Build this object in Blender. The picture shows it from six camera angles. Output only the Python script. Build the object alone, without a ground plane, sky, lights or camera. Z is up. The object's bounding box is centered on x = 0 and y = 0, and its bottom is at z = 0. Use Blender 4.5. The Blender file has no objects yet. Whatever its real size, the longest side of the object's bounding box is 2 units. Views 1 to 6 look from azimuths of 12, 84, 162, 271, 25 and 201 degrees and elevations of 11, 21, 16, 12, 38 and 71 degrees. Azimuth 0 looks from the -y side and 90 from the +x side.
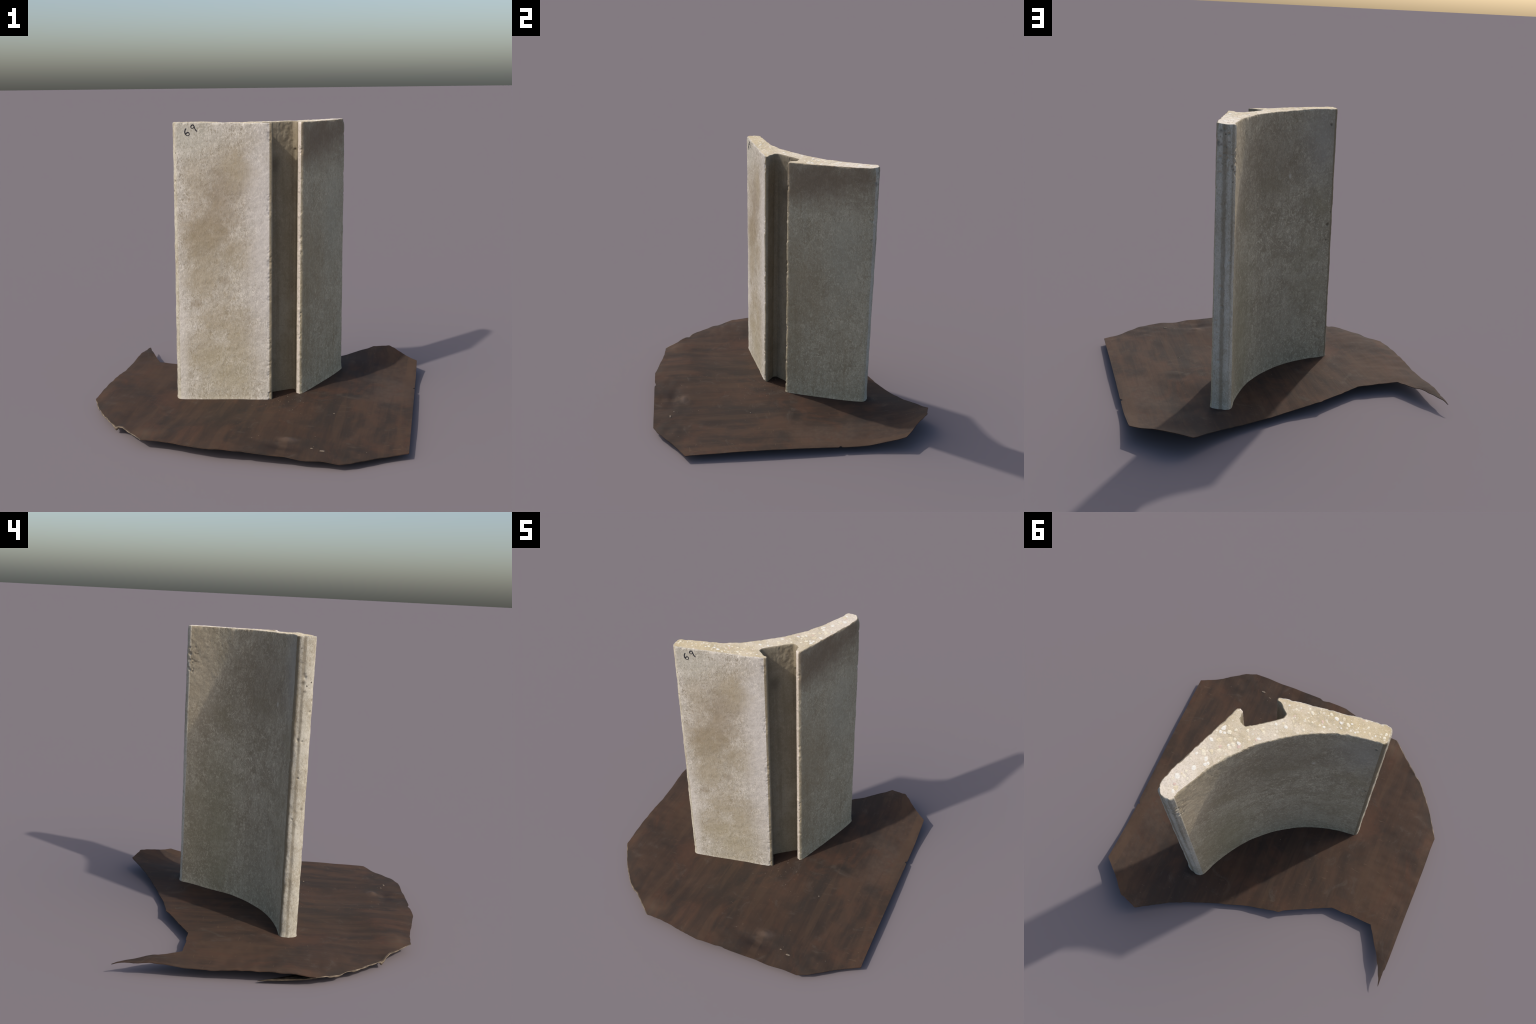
"""A curved concrete facing segment with a dovetail channel, standing on a dark brown board."""
import bpy, math, random
import numpy as np
from mathutils import Vector
from mathutils.geometry import delaunay_2d_cdt

random.seed(7)
RNG = np.random.default_rng(7)


# ------------------------------------------------------------------ helpers
def hash3(ix, iy, iz, seed):
    h = (ix * 374761393 + iy * 668265263 + iz * 2147483647 + seed * 1442695041) & 0xFFFFFFFF
    h = ((h ^ (h >> 13)) * 1274126177) & 0xFFFFFFFF
    h = ((h ^ (h >> 16)) * 2246822519) & 0xFFFFFFFF
    return ((h ^ (h >> 15)) & 0xFFFFFF) / float(0xFFFFFF) * 2 - 1


def noise(p, size, seed=0):
    """Smooth value noise in -1..1; size is one number or three (a stretched grain)."""
    q = p / np.asarray(size, float)
    i = np.floor(q).astype(np.int64)
    f = q - i
    f = f * f * f * (f * (f * 6 - 15) + 10)
    out = 0
    for dx in (0, 1):
        for dy in (0, 1):
            for dz in (0, 1):
                w = (f[:, 0] if dx else 1 - f[:, 0]) * (f[:, 1] if dy else 1 - f[:, 1]) * (f[:, 2] if dz else 1 - f[:, 2])
                out = out + w * hash3(i[:, 0] + dx, i[:, 1] + dy, i[:, 2] + dz, seed)
    return out


def smoothstep(a, b, x):
    t = np.clip((x - a) / (b - a), 0, 1)
    return t * t * (3 - 2 * t)


def resample(points, n=None, step=None):
    p = np.asarray(points, float)
    d = np.r_[0, np.cumsum(np.linalg.norm(np.diff(p, axis=0), axis=1))]
    if n is None:
        n = max(1, int(round(d[-1] / step)))
    t = np.linspace(0, d[-1], n + 1)
    return np.stack([np.interp(t, d, p[:, k]) for k in range(p.shape[1])], 1)


def spline(points, per=12):
    """Catmull-Rom through the points."""
    p = np.asarray(points, float)
    p = np.vstack([2 * p[0] - p[1], p, 2 * p[-1] - p[-2]])
    out = []
    for a, b, c, d in zip(p[:-3], p[1:-2], p[2:-1], p[3:]):
        for t in np.linspace(0, 1, per, endpoint=False):
            out.append(0.5 * (2 * b + (c - a) * t + (2 * a - 5 * b + 4 * c - d) * t * t + (3 * b - a - 3 * c + d) * t ** 3))
    return np.array(out + [p[-2]])


def new_object(name, verts, faces, material, parent=None, smooth=True):
    me = bpy.data.meshes.new(name)
    me.from_pydata([tuple(v) for v in verts], [], [tuple(int(i) for i in f) for f in faces])
    me.validate()
    me.materials.append(material)
    if smooth:
        me.polygons.foreach_set("use_smooth", [True] * len(me.polygons))
    ob = bpy.data.objects.new(name, me)
    bpy.context.scene.collection.objects.link(ob)
    if parent:
        ob.parent = parent
    return ob


# ------------------------------------------------------------------ materials
class Nodes:
    """A thin layer over a node tree, for short material recipes."""

    def __init__(self, name, roughness=0.85):
        self.mat = bpy.data.materials.new(name)
        self.mat.use_nodes = True
        self.t = self.mat.node_tree
        self.t.nodes.clear()
        self.out = self.t.nodes.new("ShaderNodeOutputMaterial")
        self.bsdf = self.t.nodes.new("ShaderNodeBsdfPrincipled")
        self.bsdf.inputs["Roughness"].default_value = roughness
        self.bsdf.inputs["Specular IOR Level"].default_value = 0.25
        self.t.links.new(self.bsdf.outputs[0], self.out.inputs[0])
        self.pos = self.t.nodes.new("ShaderNodeTexCoord").outputs["Object"]

    def link(self, value, socket):
        if isinstance(value, bpy.types.NodeSocket):
            self.t.links.new(value, socket)
        elif isinstance(value, (tuple, list)):
            socket.default_value = (*value, 1.0)[: len(socket.default_value)]
        else:
            socket.default_value = value

    def stretch(self, scale, rotation=(0, 0, 0), location=(0, 0, 0)):
        m = self.t.nodes.new("ShaderNodeMapping")
        m.inputs["Scale"].default_value = scale
        m.inputs["Rotation"].default_value = rotation
        m.inputs["Location"].default_value = location
        self.link(self.pos, m.inputs["Vector"])
        return m.outputs[0]

    def noise(self, scale, detail=3.0, rough=0.55, distort=0.0, vector=None):
        n = self.t.nodes.new("ShaderNodeTexNoise")
        self.link(vector or self.pos, n.inputs["Vector"])
        n.inputs["Scale"].default_value = scale
        n.inputs["Detail"].default_value = detail
        n.inputs["Roughness"].default_value = rough
        n.inputs["Distortion"].default_value = distort
        return n.outputs["Fac"]

    def voronoi(self, scale, out="Distance", vector=None, feature="F1"):
        n = self.t.nodes.new("ShaderNodeTexVoronoi")
        n.feature = feature
        self.link(vector or self.pos, n.inputs["Vector"])
        n.inputs["Scale"].default_value = scale
        return n.outputs[out]

    def math(self, op, a, b=0.0, clamp=False):
        n = self.t.nodes.new("ShaderNodeMath")
        n.operation, n.use_clamp = op, clamp
        self.link(a, n.inputs[0])
        self.link(b, n.inputs[1])
        return n.outputs[0]

    def ramp(self, x, lo, hi):
        n = self.t.nodes.new("ShaderNodeMapRange")
        n.interpolation_type = "SMOOTHSTEP"
        self.link(x, n.inputs["Value"])
        n.inputs["From Min"].default_value, n.inputs["From Max"].default_value = lo, hi
        return n.outputs[0]

    def mix(self, fac, a, b, mode="MIX"):
        n = self.t.nodes.new("ShaderNodeMix")
        n.data_type, n.blend_type = "RGBA", mode
        self.link(fac, n.inputs[0])
        self.link(a, n.inputs[6])
        self.link(b, n.inputs[7])
        return n.outputs[2]

    def axis(self, k):
        n = self.t.nodes.new("ShaderNodeSeparateXYZ")
        self.link(self.pos, n.inputs[0])
        return n.outputs[k]

    def blob(self, centre, size, wobble=0.35, scale=6.0):
        """1 inside an irregular patch around centre, 0 outside."""
        m = self.stretch([1 / s for s in size], location=[-c / s for c, s in zip(centre, size)])
        n = self.t.nodes.new("ShaderNodeVectorMath")
        n.operation = "LENGTH"
        self.link(m, n.inputs[0])
        d = self.math("ADD", n.outputs["Value"], self.math("MULTIPLY", self.math("SUBTRACT", self.noise(scale, 5, 0.65), 0.5), wobble * 4))
        return self.ramp(d, 1.45, 0.0)

    def strip(self, x, y, radius, wobble=0.3):
        """1 along an upright line of the block that passes (x, y) at its top; the block leans a little."""
        lean = self.math("SUBTRACT", 1.0, self.math("DIVIDE", self.axis(2), 1.8))
        dx = self.math("SUBTRACT", self.math("ADD", self.axis(0), self.math("MULTIPLY", lean, 0.019)), x)
        dy = self.math("SUBTRACT", self.math("SUBTRACT", self.axis(1), self.math("MULTIPLY", lean, 0.009)), y)
        d = self.math("SQRT", self.math("ADD", self.math("MULTIPLY", dx, dx), self.math("MULTIPLY", dy, dy)))
        wob = self.math("MULTIPLY", self.math("SUBTRACT", self.noise(1.0, 4, 0.65, vector=self.stretch((40, 40, 14))), 0.5), 3 * wobble)
        return self.ramp(self.math("ADD", self.math("DIVIDE", d, radius), wob), 1.3, 0.4)

    def amount(self, mask, k):
        return self.math("MULTIPLY", mask, k, clamp=True)

    def bump(self, height, strength, distance):
        n = self.t.nodes.new("ShaderNodeBump")
        n.inputs["Strength"].default_value = strength
        n.inputs["Distance"].default_value = distance
        self.link(height, n.inputs["Height"])
        self.t.links.new(n.outputs[0], self.bsdf.inputs["Normal"])

    def finish(self, colour, tone=None):
        if tone:
            colour = self.mix(1.0, colour, tone, "MULTIPLY")
        self.link(colour, self.bsdf.inputs["Base Color"])
        return self.mat


PALE, TAN, GREY, BROWN, OLIVE, COOL = (
    (0.50, 0.445, 0.385), (0.405, 0.345, 0.255), (0.36, 0.335, 0.285),
    (0.27, 0.215, 0.150), (0.345, 0.315, 0.225), (0.36, 0.355, 0.345))


def concrete(name, light, mid, stain, fleck=0.5, glint=1.28, fleck_scale=75.0, streak=0.35, fleck_stretch=(1, 1, 0.55)):
    """Common recipe: clouded cement skin, vertical streaks, pale worm-like flecks, fine grain."""
    m = Nodes(name)
    cloud = m.noise(4.5, 6, 0.62, 0.4)
    c = m.mix(m.ramp(cloud, 0.36, 0.64), mid, light)
    c = m.mix(m.amount(m.ramp(m.noise(11.0, 6, 0.7, 0.3), 0.52, 0.72), 0.45), c, stain)
    runs = m.noise(1.0, 5, 0.65, vector=m.stretch((26, 26, 1.3)))
    c = m.mix(m.amount(m.ramp(runs, 0.48, 0.72), streak), c, stain)
    worm = m.noise(fleck_scale, 3, 0.55, 1.6, vector=m.stretch(fleck_stretch))
    curl = m.noise(fleck_scale * 0.62, 2, 0.5, 2.2, vector=m.stretch(fleck_stretch, location=(3, 1, 2)))
    thread = m.ramp(m.math("ABSOLUTE", m.math("SUBTRACT", curl, 0.5)), 0.040, 0.010)
    thread = m.math("MULTIPLY", thread, m.ramp(m.noise(fleck_scale * 0.4, 2), 0.42, 0.56))
    bright = tuple(min(1, v * glint + 0.02) for v in light)
    c = m.mix(m.amount(m.ramp(worm, 0.46, 0.34), min(1, fleck * 1.1)), c, stain)
    c = m.mix(m.amount(m.ramp(worm, 0.54, 0.63), fleck), c, bright)
    c = m.mix(m.amount(thread, fleck * 0.9), c, bright)
    grain = m.noise(190.0, 3, 0.7)
    c = m.mix(m.amount(m.ramp(grain, 0.56, 0.74), 0.3), c, tuple(v * 0.62 for v in mid))
    pit = m.ramp(m.voronoi(26.0), 0.10, 0.05)
    gate = m.ramp(m.noise(7.0, 2), 0.56, 0.66)
    c = m.mix(m.amount(m.math("MULTIPLY", pit, gate), 0.45), c, tuple(v * 0.35 for v in stain))
    h = m.math("ADD", m.math("MULTIPLY", worm, 0.7), m.math("MULTIPLY", grain, 0.45))
    m.bump(h, 0.45, 0.004)
    return m, c


def front_material():
    m, c = concrete("cast_concrete_pale", (0.53, 0.485, 0.43), (0.44, 0.40, 0.34), (0.30, 0.255, 0.195), fleck=0.82)
    c = m.mix(m.amount(m.blob((-0.17, -0.18, 1.36), (0.19, 0.3, 0.30), 0.5), 0.75), c, BROWN)
    c = m.mix(m.amount(m.blob((-0.27, -0.19, 1.12), (0.19, 0.3, 0.22), 0.5), 0.78), c, (0.28, 0.22, 0.14))
    c = m.mix(m.amount(m.blob((-0.20, -0.18, 0.92), (0.20, 0.3, 0.22), 0.5), 0.50), c, (0.30, 0.25, 0.17))
    for x, z, w, hh, k in ((-0.10, 1.62, 0.20, 0.12, 0.4), (-0.33, 1.48, 0.10, 0.16, 0.35), (-0.06, 1.50, 0.13, 0.13, 0.55), (-0.31, 0.86, 0.11, 0.14, 0.6), (-0.03, 1.02, 0.13, 0.18, 0.5), (-0.30, 0.42, 0.14, 0.16, 0.6), (-0.05, 0.50, 0.15, 0.22, 0.5), (-0.22, 0.64, 0.14, 0.14, 0.5)):
        c = m.mix(m.amount(m.blob((x, -0.18, z), (w, 0.3, hh), 0.6, 8), k), c, (0.33, 0.27, 0.18))
    c = m.mix(m.amount(m.blob((-0.347, -0.198, 0.686), (0.035, 0.1, 0.035), 0.2, 14), 0.6), c, BROWN)
    c = m.mix(m.amount(m.blob((-0.161, -0.175, 0.834), (0.035, 0.1, 0.03), 0.2, 14), 0.5), c, BROWN)
    c = m.mix(m.amount(m.blob((-0.16, -0.17, 0.22), (0.24, 0.3, 0.30), 0.5), 0.62), c, (0.36, 0.30, 0.19))
    c = m.mix(m.amount(m.blob((-0.36, -0.20, 1.72), (0.22, 0.3, 0.14)), 0.40), c, (0.40, 0.385, 0.315))
    c = m.mix(m.amount(m.blob((0.08, -0.15, 1.1), (0.12, 0.2, 1.0)), 0.65), c, (0.58, 0.54, 0.52))
    c = m.mix(m.amount(m.blob((-0.45, -0.21, 0.45), (0.055, 0.1, 0.6)), 0.6), c, (0.62, 0.57, 0.52))
    return m.finish(c, (0.94, 0.935, 0.91))


def side_material():
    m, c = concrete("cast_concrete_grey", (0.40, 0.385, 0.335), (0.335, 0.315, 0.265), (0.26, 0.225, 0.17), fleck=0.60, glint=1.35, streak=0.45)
    c = m.mix(m.amount(m.blob((0.40, 0.25, 1.72), (0.35, 0.5, 0.22), 0.5), 0.85), c, (0.185, 0.145, 0.115))
    c = m.mix(m.amount(m.blob((0.31, 0.03, 0.75), (0.06, 0.10, 0.75)), 0.45), c, (0.26, 0.215, 0.145))
    c = m.mix(m.amount(m.blob((0.43, 0.36, 1.15), (0.1, 0.16, 0.35)), 0.45), c, (0.36, 0.37, 0.345))
    c = m.mix(m.amount(m.blob((0.36, 0.16, 0.9), (0.09, 0.14, 0.35)), 0.40), c, (0.285, 0.24, 0.175))
    return m.finish(c, (1.08, 0.98, 0.79))  # tone warmed to cancel blue skylight on this shadow-side panel


def concave_material():
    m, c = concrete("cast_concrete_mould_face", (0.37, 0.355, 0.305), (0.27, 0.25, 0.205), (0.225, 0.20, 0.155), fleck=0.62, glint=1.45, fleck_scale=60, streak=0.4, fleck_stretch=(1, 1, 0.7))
    c = m.mix(m.amount(m.ramp(m.noise(2.6, 5, 0.6, 0.6), 0.48, 0.68), 0.5), c, (0.245, 0.225, 0.165))
    dots = m.ramp(m.voronoi(42.0), 0.16, 0.08)
    c = m.mix(m.amount(m.math("MULTIPLY", dots, m.ramp(m.noise(5.0, 2), 0.48, 0.6)), 0.5), c, (0.50, 0.48, 0.44))
    c = m.mix(m.amount(m.blob((0.0, 0.05, 1.50), (0.42, 0.4, 0.34)), 0.50), c, (0.20, 0.175, 0.14))
    c = m.mix(m.amount(m.blob((-0.38, -0.1, 1.60), (0.16, 0.3, 0.30)), 0.55), c, (0.33, 0.335, 0.34))
    c = m.mix(m.amount(m.blob((0.36, 0.47, 1.45), (0.10, 0.18, 0.5)), 0.55), c, (0.40, 0.365, 0.31))
    c = m.mix(m.amount(m.blob((0.27, 0.33, 0.55), (0.20, 0.24, 0.6)), 0.40), c, (0.27, 0.27, 0.195))
    c = m.mix(m.amount(m.blob((-0.1, 0.0, 0.35), (0.35, 0.3, 0.45)), 0.35), c, (0.29, 0.285, 0.25))
    for x, y, z, r in ((-0.440, -0.112, 1.03, 0.013), (-0.436, -0.112, 0.92, 0.006), (-0.425, -0.110, 1.70, 0.010), (0.366, 0.510, 1.62, 0.005), (0.371, 0.520, 1.57, 0.007), (0.376, 0.532, 1.51, 0.006)):
        c = m.mix(m.amount(m.blob((x, y, z), (r, 0.02, r), 0.18, 60), 0.7), c, (0.06, 0.05, 0.04))  # hole interiors coloured near-black, since relief alone casts too little shade
    pale = m.blob((-0.13, -0.03, 1.38), (0.010, 0.03, 0.018), 0.15, 50)
    c = m.mix(m.amount(pale, 0.7), c, (0.50, 0.50, 0.49))
    return m.finish(c, (1.09, 0.97, 0.79))  # less blue in the base so the unlit hollow face renders warm


def worm_spots(m):
    return m.noise(38.0, 4, 0.65, 0.8)


def groove_material():
    m, c = concrete("cast_concrete_channel", (0.345, 0.315, 0.25), (0.28, 0.245, 0.18), (0.20, 0.17, 0.12), fleck=0.2, streak=0.6)
    c = m.mix(m.amount(m.strip(0.280, 0.0, 0.020, 0.15), 0.9), c, (0.74, 0.70, 0.68))
    c = m.mix(m.amount(m.ramp(worm_spots(m), 0.50, 0.64), 0.35), c, (0.22, 0.19, 0.14))
    c = m.mix(m.amount(m.blob((0.12, 0.0, 1.53), (0.05, 0.05, 0.07)), 0.6), c, (0.12, 0.10, 0.075))
    return m.finish(c, (0.84, 0.78, 0.69))


def end_material():
    m, c = concrete("cast_concrete_end", (0.50, 0.47, 0.415), (0.40, 0.365, 0.305), (0.27, 0.22, 0.15), fleck=0.40, streak=0.6)
    for x, y, radius, k in ((0.452, 0.568, 0.014, 0.55), (0.404, 0.578, 0.009, 0.35), (-0.457, -0.120, 0.020, 0.9), (-0.472, -0.160, 0.010, 0.5)):
        c = m.mix(m.amount(m.strip(x, y, radius, 0.5), k), c, (0.185, 0.145, 0.09))
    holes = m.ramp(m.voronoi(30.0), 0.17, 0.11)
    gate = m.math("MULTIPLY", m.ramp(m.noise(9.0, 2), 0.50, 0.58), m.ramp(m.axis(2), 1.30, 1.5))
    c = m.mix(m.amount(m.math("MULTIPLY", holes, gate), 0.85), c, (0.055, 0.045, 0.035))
    for x, y, z, r in ((0.478, 0.545, 1.69, 0.016), (0.466, 0.556, 1.685, 0.008), (0.468, 0.555, 1.76, 0.012), (0.425, 0.574, 1.70, 0.008), (0.440, 0.570, 1.67, 0.006), (0.480, 0.540, 1.58, 0.006), (0.410, 0.577, 1.565, 0.009),
                       (0.402, 0.576, 1.545, 0.008), (0.462, 0.560, 1.575, 0.004), (-0.470, -0.165, 1.60, 0.010), (-0.470, -0.160, 1.55, 0.013), (-0.471, -0.170, 1.50, 0.009), (-0.468, -0.150, 1.66, 0.007), (-0.47, -0.19, 0.83, 0.009)):
        c = m.mix(m.amount(m.blob((x, y, z), (r, 0.014, r), 0.22, 60), 0.68), c, (0.07, 0.055, 0.04))
    return m.finish(c, (0.95, 0.93, 0.86))


def cut_material():
    """Sawn cut: tan cement paste, pale angular pebbles of several sizes."""
    m = Nodes("cut_aggregate", 0.8)
    cloud = m.noise(5, 4, 0.6)
    c = m.mix(m.ramp(cloud, 0.35, 0.65), (0.55, 0.45, 0.29), (0.66, 0.57, 0.44))
    c = m.mix(m.amount(m.blob((0.42, 0.42, 1.8), (0.2, 0.4, 0.5)), 0.75), c, (0.74, 0.65, 0.55))
    c = m.mix(m.amount(m.blob((-0.33, -0.17, 1.8), (0.28, 0.12, 0.5)), 0.5), c, (0.54, 0.42, 0.22))
    grain = m.noise(120, 4, 0.7)
    c = m.mix(m.amount(m.ramp(grain, 0.45, 0.7), 0.5), c, (0.42, 0.33, 0.20))
    for scale, size, amount in ((38, 0.34, 0.75), (62, 0.30, 0.7), (110, 0.32, 0.55)):
        v = m.stretch((1, 1.15, 1), rotation=(0, 0, scale))
        bend = m.math("MULTIPLY", m.noise(scale * 2.2, 2), 0.22)
        d = m.math("ADD", m.voronoi(scale, vector=v), bend)
        tone = m.voronoi(scale, "Color", vector=v)
        sep = m.t.nodes.new("ShaderNodeSeparateColor")
        m.link(tone, sep.inputs[0])
        keep = m.ramp(sep.outputs[0], 0.42, 0.46)
        stone = m.mix(sep.outputs[1], (0.80, 0.72, 0.58), (0.64, 0.56, 0.44))
        stone = m.mix(m.ramp(sep.outputs[2], 0.86, 0.9), stone, (0.66, 0.46, 0.36))
        c = m.mix(m.amount(m.math("MULTIPLY", m.ramp(d, size + 0.06, size - 0.02), keep), amount), c, stone)
    m.bump(m.noise(140, 4, 0.7), 0.4, 0.004)
    return m.finish(c)


def board_material():
    m = Nodes("dark_brown_board", 0.72)
    m.bsdf.inputs["Specular IOR Level"].default_value = 0.08
    along = m.stretch((9, 1.1, 9))
    grain = m.noise(1.0, 6, 0.6, 0.5, vector=along)
    cloud = m.noise(3.2, 6, 0.62, 0.6)
    c = m.mix(m.ramp(grain, 0.30, 0.70), (0.050, 0.039, 0.033), (0.076, 0.051, 0.038))
    c = m.mix(m.amount(m.ramp(cloud, 0.44, 0.66), 0.60), c, (0.040, 0.037, 0.034))
    c = m.mix(m.amount(m.ramp(m.noise(2.1, 5, 0.6, 0.8), 0.50, 0.66), 0.55), c, (0.098, 0.064, 0.046))
    fine = m.noise(1.0, 4, 0.65, 0.2, vector=m.stretch((60, 5, 60)))
    c = m.mix(m.amount(m.ramp(fine, 0.52, 0.74), 0.22), c, (0.105, 0.066, 0.040))
    c = m.mix(m.amount(m.ramp(fine, 0.46, 0.30), 0.22), c, (0.030, 0.027, 0.025))
    wash = m.blob((0.86, 0.28, 0.06), (0.20, 0.36, 0.4), 0.5, 9)
    c = m.mix(m.amount(m.math("MULTIPLY", wash, m.noise(22, 5, 0.7)), 0.85), c, (0.135, 0.105, 0.085))
    c = m.mix(m.amount(m.blob((0.33, -0.735, 0.06), (0.06, 0.035, 0.2), 0.3, 16), 0.5), c, (0.17, 0.135, 0.115))  # painted highlight on the raised bump
    c = m.mix(m.amount(m.blob((0.30, -0.84, 0.06), (0.14, 0.06, 0.2), 0.3, 12), 0.6), c, (0.028, 0.024, 0.024))
    c = m.mix(m.amount(m.blob((0.0, -0.45, 0.06), (0.35, 0.28, 0.3), 0.4, 5), 0.4), c, (0.045, 0.042, 0.037))
    c = m.mix(m.amount(m.blob((-0.47, -0.80, 0.06), (0.10, 0.07, 0.2), 0.2, 9), 0.55), c, (0.115, 0.085, 0.062))
    c = m.mix(m.amount(m.blob((-0.75, 0.05, 0.06), (0.16, 0.42, 0.3), 0.5, 7), 0.5), c, (0.095, 0.062, 0.043))
    c = m.mix(m.amount(m.ramp(m.noise(5.5, 6, 0.7, 1.0), 0.56, 0.70), 0.55), c, (0.094, 0.080, 0.068))
    c = m.mix(m.amount(m.ramp(m.noise(3.6, 6, 0.68, 0.8, vector=m.stretch((1, 0.7, 1), location=(7, 3, 0))), 0.50, 0.66), 0.6), c, (0.098, 0.056, 0.039))
    dust = m.ramp(m.voronoi(34), 0.075, 0.04)
    gate = m.ramp(m.noise(6, 3), 0.55, 0.68)
    c = m.mix(m.amount(m.math("MULTIPLY", dust, gate), 0.75), c, (0.28, 0.22, 0.15))
    scratch = m.ramp(m.noise(1.0, 2, 0.5, 0.6, vector=m.stretch((16, 60, 1), rotation=(0, 0, 0.9))), 0.70, 0.74)
    c = m.mix(m.amount(scratch, 0.35), c, (0.14, 0.105, 0.075))
    m.bump(m.math("ADD", fine, m.math("MULTIPLY", m.noise(45, 4, 0.6), 0.6)), 0.25, 0.004)
    band = m.noise(1.0, 3, 0.5, 0.3, vector=m.stretch((13, 0.8, 13), rotation=(0, 0, 0.05), location=(2, 5, 0)))
    c = m.mix(m.amount(m.ramp(band, 0.55, 0.63), 0.32), c, (0.100, 0.068, 0.047))
    c = m.mix(m.amount(m.ramp(band, 0.45, 0.36), 0.28), c, (0.036, 0.031, 0.029))
    speck = m.noise(75, 4, 0.75)
    c = m.mix(m.amount(m.ramp(speck, 0.58, 0.72), 0.35), c, (0.115, 0.085, 0.065))
    return m.finish(c, (0.82, 0.75, 0.695))


def plain(name, colour, roughness=0.8, vary=0.25, scale=60):
    m = Nodes(name, roughness)
    return m.finish(m.mix(m.ramp(m.noise(scale, 3), 0.3, 0.7), tuple(v * (1 - vary) for v in colour), tuple(v * (1 + vary) for v in colour)))


# ------------------------------------------------------------------ the board
# Outline control points: x, y and the height of the top face at that point.
BOARD_EDGE = [
    [(1.0, -0.746, 0.042), (1.0, -0.42, 0.054), (1.0, 0.0, 0.052), (1.0, 0.268, 0.048), (0.984, 0.283, 0.047), (0.999, 0.292, 0.046), (1.0, 0.467, 0.050), (1.0, 0.60, 0.070), (1.0, 0.717, 0.095)],
    [(1.0, 0.717, 0.095), (0.882, 0.826, 0.120), (0.792, 0.919, 0.138), (0.757, 0.927, 0.129), (0.676, 0.957, 0.110)],
    [(0.676, 0.957, 0.110), (0.58, 0.892, 0.092), (0.491, 0.833, 0.074), (0.349, 0.763, 0.055), (0.180, 0.697, 0.046), (0.025, 0.645, 0.046), (-0.17, 0.600, 0.064), (-0.205, 0.594, 0.067), (-0.225, 0.578, 0.064), (-0.378, 0.495, 0.060), (-0.525, 0.423, 0.063)],
    [(-0.525, 0.423, 0.063), (-0.66, 0.420, 0.070), (-0.807, 0.425, 0.076)],
    [(-0.807, 0.425, 0.076), (-0.880, 0.540, 0.079), (-0.943, 0.646, 0.079), (-0.980, 0.730, 0.071), (-0.999, 0.779, 0.062)],
    [(-0.999, 0.779, 0.062), (-0.994, 0.676, 0.074), (-1.0, 0.661, 0.076), (-1.0, 0.40, 0.066), (-1.0, 0.05, 0.069), (-0.999, -0.10, 0.070), (-0.996, -0.22, 0.061), (-0.998, -0.305, 0.053)],
    [(-0.998, -0.305, 0.053), (-0.953, -0.383, 0.046), (-0.925, -0.432, 0.042), (-0.868, -0.517, 0.050), (-0.815, -0.585, 0.052), (-0.769, -0.643, 0.056), (-0.738, -0.672, 0.052), (-0.716, -0.687, 0.042), (-0.700, -0.702, 0.052), (-0.650, -0.738, 0.065), (-0.601, -0.781, 0.063), (-0.540, -0.838, 0.065), (-0.492, -0.880, 0.062)],
    [(-0.492, -0.880, 0.062), (-0.380, -0.888, 0.065), (-0.244, -0.918, 0.068), (-0.123, -0.945, 0.070), (-0.070, -0.956, 0.074), (-0.011, -0.956, 0.078), (0.064, -0.956, 0.073), (0.108, -0.948, 0.070), (0.132, -0.957, 0.072), (0.215, -0.957, 0.069), (0.262, -0.957, 0.063), (0.356, -0.957, 0.064), (0.450, -0.957, 0.052), (0.545, -0.957, 0.057), (0.643, -0.957, 0.045)],
    [(0.643, -0.957, 0.045), (0.722, -0.922, 0.046), (0.881, -0.806, 0.043), (1.0, -0.746, 0.042)],
]
# Heights read on the open face: bumps, dips and the seat of the block.
BOARD_FACE = [
    (0.332, -0.745, 0.068), (0.30, -0.86, 0.056), (0.44, -0.74, 0.057), (0.534, -0.278, 0.056), (0.536, -0.84, 0.060), (0.11, -0.14, 0.063), (0.281, 0.0, 0.062),
    (0.486, 0.54, 0.072), (0.372, 0.583, 0.066), (-0.468, -0.11, 0.058), (-0.47, -0.20, 0.057), (0.8, 0.0, 0.053), (0.75, -0.5, 0.050), (0.8, 0.4, 0.050),
    (0.60, 0.70, 0.076), (0.74, 0.64, 0.056), (0.88, 0.63, 0.050), (0.64, 0.53, 0.051), (0.78, 0.55, 0.048), (0.86, 0.74, 0.070), (0.76, 0.81, 0.086), (0.68, 0.86, 0.090), (0.61, 0.32, 0.043), (0.41, 0.26, 0.065), (0.37, 0.14, 0.063), (0.48, 0.44, 0.069), (0.23, 0.45, 0.050), (0.28, -0.43, 0.050), (-0.2, -0.17, 0.061), (0.71, -0.01, 0.064), (-0.75, -0.2, 0.068), (-0.75, 0.2, 0.070), (-0.7, -0.5, 0.062), (-0.3, -0.6, 0.062), (0.0, -0.4, 0.061),
    (0.0, 0.3, 0.058), (-0.3, 0.2, 0.062), (0.2, 0.5, 0.058), (-0.45, -0.80, 0.074), (-0.49, -0.66, 0.064), (-0.22, -0.69, 0.083), (-0.10, -0.84, 0.079), (-0.87, -0.41, 0.066), (-0.90, -0.22, 0.074), (-0.93, -0.31, 0.062), (-0.945, 0.58, 0.090), (-0.90, 0.40, 0.080)]


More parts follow.
